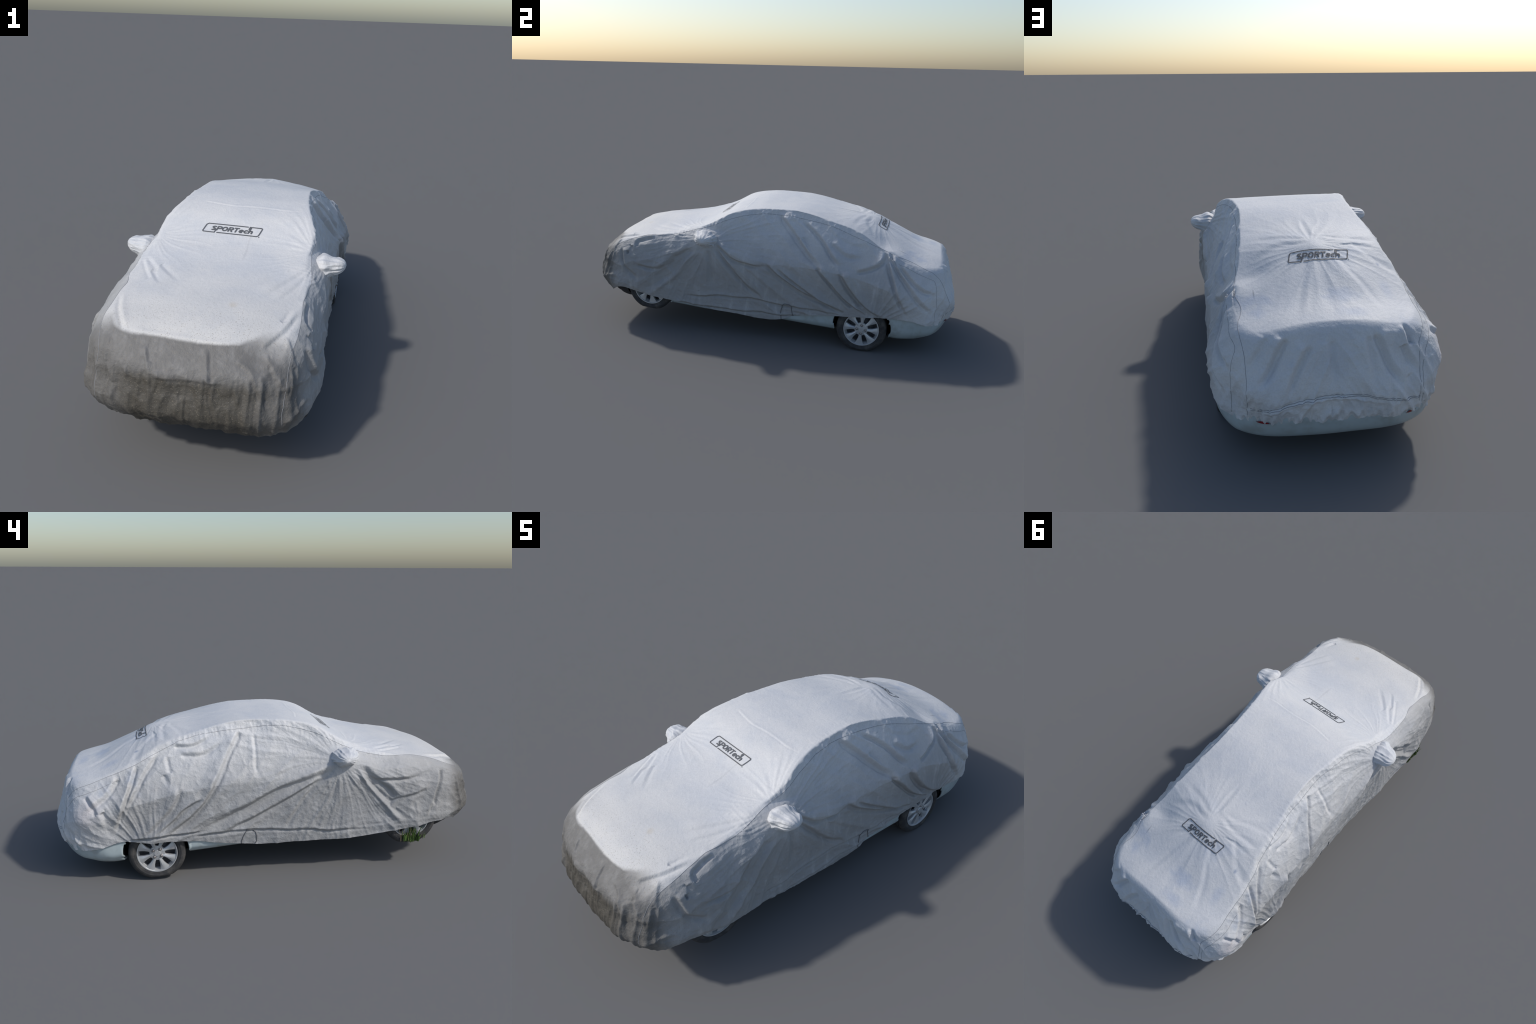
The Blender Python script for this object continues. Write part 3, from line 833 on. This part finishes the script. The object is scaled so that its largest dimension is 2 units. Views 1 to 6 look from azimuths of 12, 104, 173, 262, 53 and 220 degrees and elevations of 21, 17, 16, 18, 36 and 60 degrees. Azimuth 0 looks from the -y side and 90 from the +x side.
# ------------------------------------------------------------------ mirror pockets
def mirror_pocket(M, parent, sx, base, tip, seed):
    """cloth pocket over a door mirror: a stub lofted outwards, flat to the rear, rounded at the end"""
    base = np.array(base); tip = np.array(tip)
    rows, n = 60, 96
    V = []
    a = np.linspace(0, 2 * np.pi, n, endpoint=False)
    for k in range(rows):
        s = k / (rows - 1)
        c = base + (tip - base) * s
        neck = math.exp(-((s - .42) / .16) ** 2) * .7
        end = math.sqrt(max(0, 1 - max(0, (s - .72) / .28) ** 2.2)) * smoothstep(-.35, .42, s)
        ry = (.052 + .020 * neck) * (1.08 - .25 * s) * end
        rz = (.036 + .014 * neck) * (1.12 - .42 * s) * end
        ca, sa = np.cos(a), np.sin(a)
        pw = .9
        yy = np.sign(ca) * np.abs(ca) ** pw * ry
        zz = np.sign(sa) * np.abs(sa) ** pw * rz
        zz = np.where(zz < 0, zz * (1.15 + .7 * neck), zz)
        # folds drawn along the pocket
        fold = ridged(np.stack([ca * 2.2 + seed, sa * 2.2, np.full(n, s * .9)], 1), 31 + seed) - .4
        puck = ridged(np.stack([ca * 4 + seed, sa * 4, np.full(n, s * 2.)], 1), 37 + seed) - .4
        r = 1 + (.15 * fold + .07 * puck) * smoothstep(0, .3, s) * (.3 + .7 * end)
        V.append(np.stack([np.full(n, c[0]), c[1] + yy * r, c[2] + zz * r], 1))
    V = np.concatenate(V)
    F = [(k * n + j, k * n + (j + 1) % n, (k + 1) * n + (j + 1) % n, (k + 1) * n + j) for k in range(rows - 1) for j in range(n)]
    if sx < 0:
        F = [f[::-1] for f in F]
    V = np.concatenate([V, V[-n:].mean(0)[None]])
    F += [((rows - 1) * n + j, (rows - 1) * n + (j + 1) % n, len(V) - 1) if sx > 0 else ((rows - 1) * n + (j + 1) % n, (rows - 1) * n + j, len(V) - 1) for j in range(n)]
    return mesh_object('mirror_pocket', V, F, M['cloth'], parent)


# ------------------------------------------------------------------ wheels
WHEELS = [(.352, .530, .116), (-.386, .539, .115), (.350, -.643, .122), (-.400, -.649, .121)]
TYRE_R, RIM_R = .129, .0925


def wheel_meshes(M):
    T = TYRE_R
    prof = [(-.085, .088), (-.088, .098), (-.090, .110), (-.086, T - .006), (-.078, T)]
    for gx in (-.062, -.043, -.024):
        prof += [(gx - .004, T), (gx - .003, T - .005), (gx + .003, T - .005), (gx + .004, T)]
    prof += [(-.010, T), (-.001, T - .006), (.003, .114), (.0035, .108), (.0030, .1075), (.0025, .100), (.001, RIM_R + .002), (-.004, RIM_R - .001)]
    tyre = lathe(prof, 96, flat=.1165)
    lip = lathe([(-.02, RIM_R - .012), (-.004, RIM_R - .003), (.001, RIM_R - .001), (.001, RIM_R - .005), (-.003, RIM_R - .007), (-.018, RIM_R - .010), (-.07, RIM_R - .02)], 96)
    hub = lathe([(-.012, .036), (-.003, .034), (-.002, .030), (-.001, .015), (.001, .014), (.002, .0128), (.002, .001)], 48)
    parts = [lip, hub]
    for k in range(8):
        th = k * math.pi / 4
        V = []
        secs = [(.026, .0085, .0065, -.002), (.040, .0075, .0055, -.0015), (.056, .0105, .0060, -.0015), (.072, .0165, .0075, -.0020), (.0885, .0235, .012, -.0030)]
        for r, hw, ridge, xx in secs:
            # one flank falls away in a long facet, the other is cut short
            for (u, dx) in ((-hw, -.016), (-hw, -.003), (-hw * .35, .0005), (ridge * .5, .002 - r * .01), (hw * .95, -.004), (hw, -.016)):
                rr = math.sqrt(max(r * r - u * u, 1e-6)) if r > .08 else r
                y = u; zr = rr
                V.append((xx + dx, y * math.cos(th) + zr * math.sin(th), -y * math.sin(th) + zr * math.cos(th)))
        F = []
        for s in range(len(secs) - 1):
            for q in range(5):
                F.append((s * 6 + q, s * 6 + q + 1, s * 6 + 7 + q, s * 6 + 6 + q))
        F += [tuple(range(6))[::-1], tuple(range(len(V) - 6, len(V)))]
        parts.append((np.array(V), F))
    rim = join_parts(parts)
    drum = lathe([(-.030, RIM_R - .010), (-.030, .062), (-.024, .060), (-.024, .02), (-.024, .001)], 48)
    nut = lathe([(-.004, .0085), (-.003, .0085), (-.002, .0065), (-.0025, .0055), (.002, .0052), (.0035, .0035), (.004, .0005)], 20)
    return dict(tyre=tyre, rim=rim, drum=drum, nut=nut)


def build_wheels(M, car):
    g = wheel_meshes(M)
    shared = {}
    for (wx, wy, wz), spin in zip(WHEELS, (0., .30, .2, .5)):
        first = mesh_object if not shared else None
        sx = 1 if wx > 0 else -1
        mat = Matrix.Translation((wx, wy, wz)) @ Matrix.Rotation(0 if sx > 0 else math.pi, 4, 'Z')

        def place(key, name, m, parent, local, smooth=True):
            if key not in shared:
                ob = mesh_object(name, *g[key], m, None, smooth); shared[key] = ob.data
            else:
                ob = bpy.data.objects.new(name, shared[key]); bpy.context.scene.collection.objects.link(ob)
            ob.parent = parent; ob.matrix_local = local
            return ob
        w = place('tyre', 'wheel', M['rubber'], car, mat)
        rot = Matrix.Rotation(spin, 4, 'X')
        r = place('rim', 'rim', M['alloy'], w, rot)
        place('drum', 'brake_drum', M['drum'], w, Matrix())
        for k in range(4):
            a = spin + k * math.pi / 2 + math.pi / 8 * (0 if sx > 0 else 1)
            place('nut', 'wheel_nut', M['nut'], w, Matrix.Translation((.0015, .0225 * math.sin(a), .0225 * math.cos(a))))
    for me in (shared['rim'],):
        me.set_sharp_from_angle(angle=.5)
    shared['tyre'].set_sharp_from_angle(angle=.8)


# ------------------------------------------------------------------ car body that shows below the hem
def build_body(M, car):
    o, d = station_ring(260, 90)
    hem = outline_at(o, d, hem_height, .015)
    rows = []
    n = len(o)
    for s in np.linspace(0, 1, 14):
        def h(x, y, s=s):
            top = hem_height(x, y) + .04; bot = np.minimum(under_height(x, y), top - .044)
            return top + (bot - top) * s
        R = outline_at(o, d, h, .015 - .007 * max(0, s) + .018 * max(0, s - .75) / .25)
        ledge = smoothstep(.82, .92, R[:, 1]) * smoothstep(0, .25, s) * .012
        R[:, :2] += d * ledge[:, None]
        rows.append(R)
    V = np.concatenate(rows)
    inner = rows[-1] * np.array([.93, .97, 1]) + np.array([0, 0, .004])
    V = np.concatenate([V, inner])
    F = []
    for wx, wy, wz in WHEELS:   # round the wheel arches off
        dy, dz = V[:, 1] - wy, V[:, 2] - wz - .01
        r = np.hypot(dy, dz)
        snap = (np.abs(r - .150) < .0075) & (V[:, 0] * wx > 0)
        V[snap, 1] = wy + dy[snap] / r[snap] * .150
        V[snap, 2] = wz + .01 + dz[snap] / r[snap] * .150
    def in_arch(c):
        return any((c[1] - wy) ** 2 + (c[2] - wz - .01) ** 2 < .1495 ** 2 and c[0] * wx > 0 for wx, wy, wz in WHEELS)
    for k in range(len(rows)):
        for j in range(n):
            q = (k * n + j, k * n + (j + 1) % n, (k + 1) * n + (j + 1) % n, (k + 1) * n + j)
            if not in_arch(V[list(q)].mean(0)):
                F.append(q)
    cy = V[:, 1]
    front = [f for f in F if cy[list(f)].mean() < -.70]
    F = [f for f in F if cy[list(f)].mean() >= -.70]
    mesh_object('splash_guard', V * np.array([.97, .985, 1]), front, M['dark'], car)
    body = mesh_object('car_body', V, F, M['paint'], car)
    md = body.modifiers.new('thickness', 'SOLIDIFY'); md.thickness = .006; md.offset = -1
    # floor: closes the car between the lower edges
    fl = rows[-1] * np.array([.95, .975, 1]) + np.array([0, 0, .006])
    spine = np.stack([0 * o, o, np.full(n, .085)], 1)
    VF = np.concatenate([fl, spine])
    FF = [(j, (j + 1) % n, n + (j + 1) % n, n + j) for j in range(n)]
    mesh_object('floor_pan', VF, FF, M['dark'], car)
    # wheel housings
    parts = []
    for wx, wy, wz in WHEELS:
        sx = 1 if wx > 0 else -1
        a = np.linspace(-.04 * math.pi, 1.04 * math.pi, 40)
        xo, xi = wx - sx * .012, wx - sx * .13
        ring = np.stack([0 * a, wy + .149 * np.cos(a), wz + .01 + .149 * np.sin(a)], 1)
        A = ring.copy(); A[:, 0] = xo; B = ring.copy(); B[:, 0] = xi
        m = len(a)
        parts.append((np.concatenate([A, B, [[xi, wy, wz]]]), [(k, k + 1, m + k + 1, m + k) for k in range(m - 1)] + [(m + k, m + k + 1, 2 * m) for k in range(m - 1)]))
    mesh_object('wheel_housing', *join_parts(parts), M['dark'], car)
    return body


def build_lamps(M, car):
    """slivers of the red reflectors under the tail hem"""
    for x0, x1 in ((.195, .24), (-.25, -.29)):
        xs = np.linspace(x0, x1, 24)
        rows = []
        for dz, out in ((.008, .0), (.004, .002), (.000, .0035), (-.002, .002), (-.003, .0)):
            z = hem_height(xs, np.full(24, .95)) + dz
            r = cast(np.stack([xs, np.full(24, .6), z], 1), np.tile([0., 1, 0], (24, 1)))
            taper = np.sin(np.linspace(.15, math.pi - .15, 24))
            r[:, 1] += out * taper + .001; r[:, 2] = hem_height(xs, np.full(24, .95)) + dz * taper
            rows.append(r)
        V = np.concatenate(rows); n = 24
        F = [(k * n + j, k * n + j + 1, (k + 1) * n + j + 1, (k + 1) * n + j) for k in range(len(rows) - 1) for j in range(n - 1)]
        mesh_object('tail_lamp', V, F, M['lamp'], car)


def blade(length, width, bend, segs=7):
    V, F = [], []
    for k in range(segs + 1):
        s = k / segs
        w = width * (1 - s) ** .7 * (.55 + .9 * s * (1 - s) * 2)
        a = bend * s
        y = length * (math.sin(a) / max(bend, .01) if bend > .01 else s) ; z = length * s * math.cos(a * .6)
        x = length * bend * s * s * .45
        V += [(x, -w, z), (x + w * .35, 0, z - w * .2), (x, w, z), (x - .0006, 0, z - w * .2 - .0006)]
    for k in range(segs):
        for j in range(4):
            F.append((k * 4 + j, k * 4 + (j + 1) % 4, k * 4 + 4 + (j + 1) % 4, k * 4 + 4 + j))
    F += [(3, 2, 1, 0), tuple(range(segs * 4, segs * 4 + 4))]
    return V, F


def build_grass(M, car):
    """a tuft of grass and weeds clinging to the outside of one front tyre"""
    rnd = random.Random(3)
    root_w = car.matrix_world @ Vector((-.412, -.645, .004))
    tuft = empty('grass_tuft', None, Matrix.Translation(root_w))
    tuft['label'] = 'small tuft of green grass and weeds with dry stalks'
    tuft['category'] = 'grass'
    kinds = {}
    for nm, args, mat in (('grass_blade', (.055, .0022, .9), 'blade'), ('weed_leaf', (.030, .0060, 1.1), 'blade'), ('dry_stalk', (.06, .0009, .6), 'straw')):
        V, F = blade(*args)
        ob = mesh_object(nm, V, F, M[mat], tuft)
        kinds[nm] = ob.data
        ob.matrix_local = Matrix.Translation((0, 0, 0)) @ Matrix.Rotation(2.8, 4, 'Z')
    for nm, count in (('grass_blade', 34), ('weed_leaf', 22), ('dry_stalk', 12)):
        for _ in range(count):
            ob = bpy.data.objects.new(nm, kinds[nm]); bpy.context.scene.collection.objects.link(ob)
            ob.parent = tuft
            y = rnd.gauss(-.004, .026); s = rnd.uniform(.8, 1.9)
            z = abs(y) * .25 + (rnd.uniform(0, .012))
            if nm == 'dry_stalk':
                y += .035
            ob.matrix_local = Matrix.Translation((rnd.uniform(-.006, .002), y, z)) @ Matrix.Rotation(math.pi + rnd.uniform(-1.3, 1.3), 4, 'Z') @ Matrix.Rotation(rnd.uniform(-.35, .25), 4, 'X') @ Matrix.Diagonal((s * .55, s, s, 1))


def main():
    M = build_materials()
    pose = Matrix(((.99984, -.01045, .01424, .00727), (.00922, .99644, .08382, 0), (-.01507, -.08368, .99638, .05547), (0, 0, 0, 1)))
    q = pose.to_quaternion()
    pose = Matrix.Translation(pose.translation) @ q.to_matrix().to_4x4()
    car = empty('covered_car', None, pose)
    car['label'] = 'saloon car under a wrinkled silver-grey fabric cover'
    car['category'] = 'covered car'
    panels, tree = build_cover(M, car)
    # seams: double row of dark thread along each flank and round the corners
    for sx, k in ((1, 1), (-1, 2)):
        path = seam_path(sx)
        p = resample(onto(tree, resample(path, .008), .0), .006)
        V, F = tube(p, .0009, 5)
        mesh_object('seam_stitching', V, F, M['thread'], panels[k])
        # second row of thread where the corner flap is sewn, straps of the belly loop
        ys = np.linspace(.66, .86, 40)
        f1 = cast(np.stack([0 * ys, ys, seam_height(np.full(40, sx), ys) - .03], 1), np.tile([float(sx), 0, 0], (40, 1)))
        zs = np.linspace(.36, .20, 24)
        f2 = cast(np.stack([np.full(24, sx * .312), np.full(24, .6), zs], 1), np.tile([0., 1, 0], (24, 1)))
        f = np.concatenate([f1, f2])
        for _ in range(6):
            f[1:-1] = (f[:-2] + 2 * f[1:-1] + f[2:]) / 4
        V, F = tube(resample(onto(tree, resample(f, .008), .0), .006), .0008, 5)
        mesh_object('flap_stitching', V, F, M['thread'], panels[k])
        loop = STRAP_LEFT if sx > 0 else STRAP_RIGHT
        V, F = tube(onto(tree, smooth_path(loop, 40), .001), .0022, 6)
        mesh_object('strap_loop', V, F, M['strap'], panels[k])
    # tail: a sewn casing with the elastic gathered below it
    band = smooth_path([(.255, .942, .249), (.072, .978, .285), (-.039, .979, .292), (-.16, .97, .275), (-.302, .94, .240)], 110)
    for dz in (0, -.006):
        line = np.array([tree.ray_cast(Vector(p + np.array([0, .1, dz])), Vector((0, -1, 0)))[0] for p in band])
        V, F = tube(line + np.array([0, .0004, 0]), .0010, 5)
        mesh_object('casing_stitching', V, F, M['thread'], panels[4])
    for args in PRINTS:
        printed_mark(M, car, tree, panels[0], *args)
    mirror_pocket(M, panels[1], 1, (.275, -.352, .450), (.418, -.342, .466), 1)
    mirror_pocket(M, panels[2], -1, (-.30, -.355, .444), (-.455, -.345, .460), 5)
    build_body(M, car)
    build_wheels(M, car)
    build_lamps(M, car)
    build_grass(M, car)


STRAP_RIGHT = [(-.381, .158, .107), (-.394, .142, .148), (-.398, .118, .175), (-.394, .088, .16), (-.384, .084, .121), (-.377, .091, .1)]
STRAP_LEFT = [(.339, .107, .091), (.353, .101, .134), (.362, .110, .176), (.364, .130, .182), (.364, .149, .177), (.355, .161, .137), (.345, .172, .107)]
NET = (330, 370, 200)
PRINTS = [
    ((-.035, -.325, .551), (1, 0, .01), (0, .78, .625), .222, .045),
    ((-.0355, .545, .590), (-1, 0, -.012), (0, -.864, .504), .213, .049),
]

main()
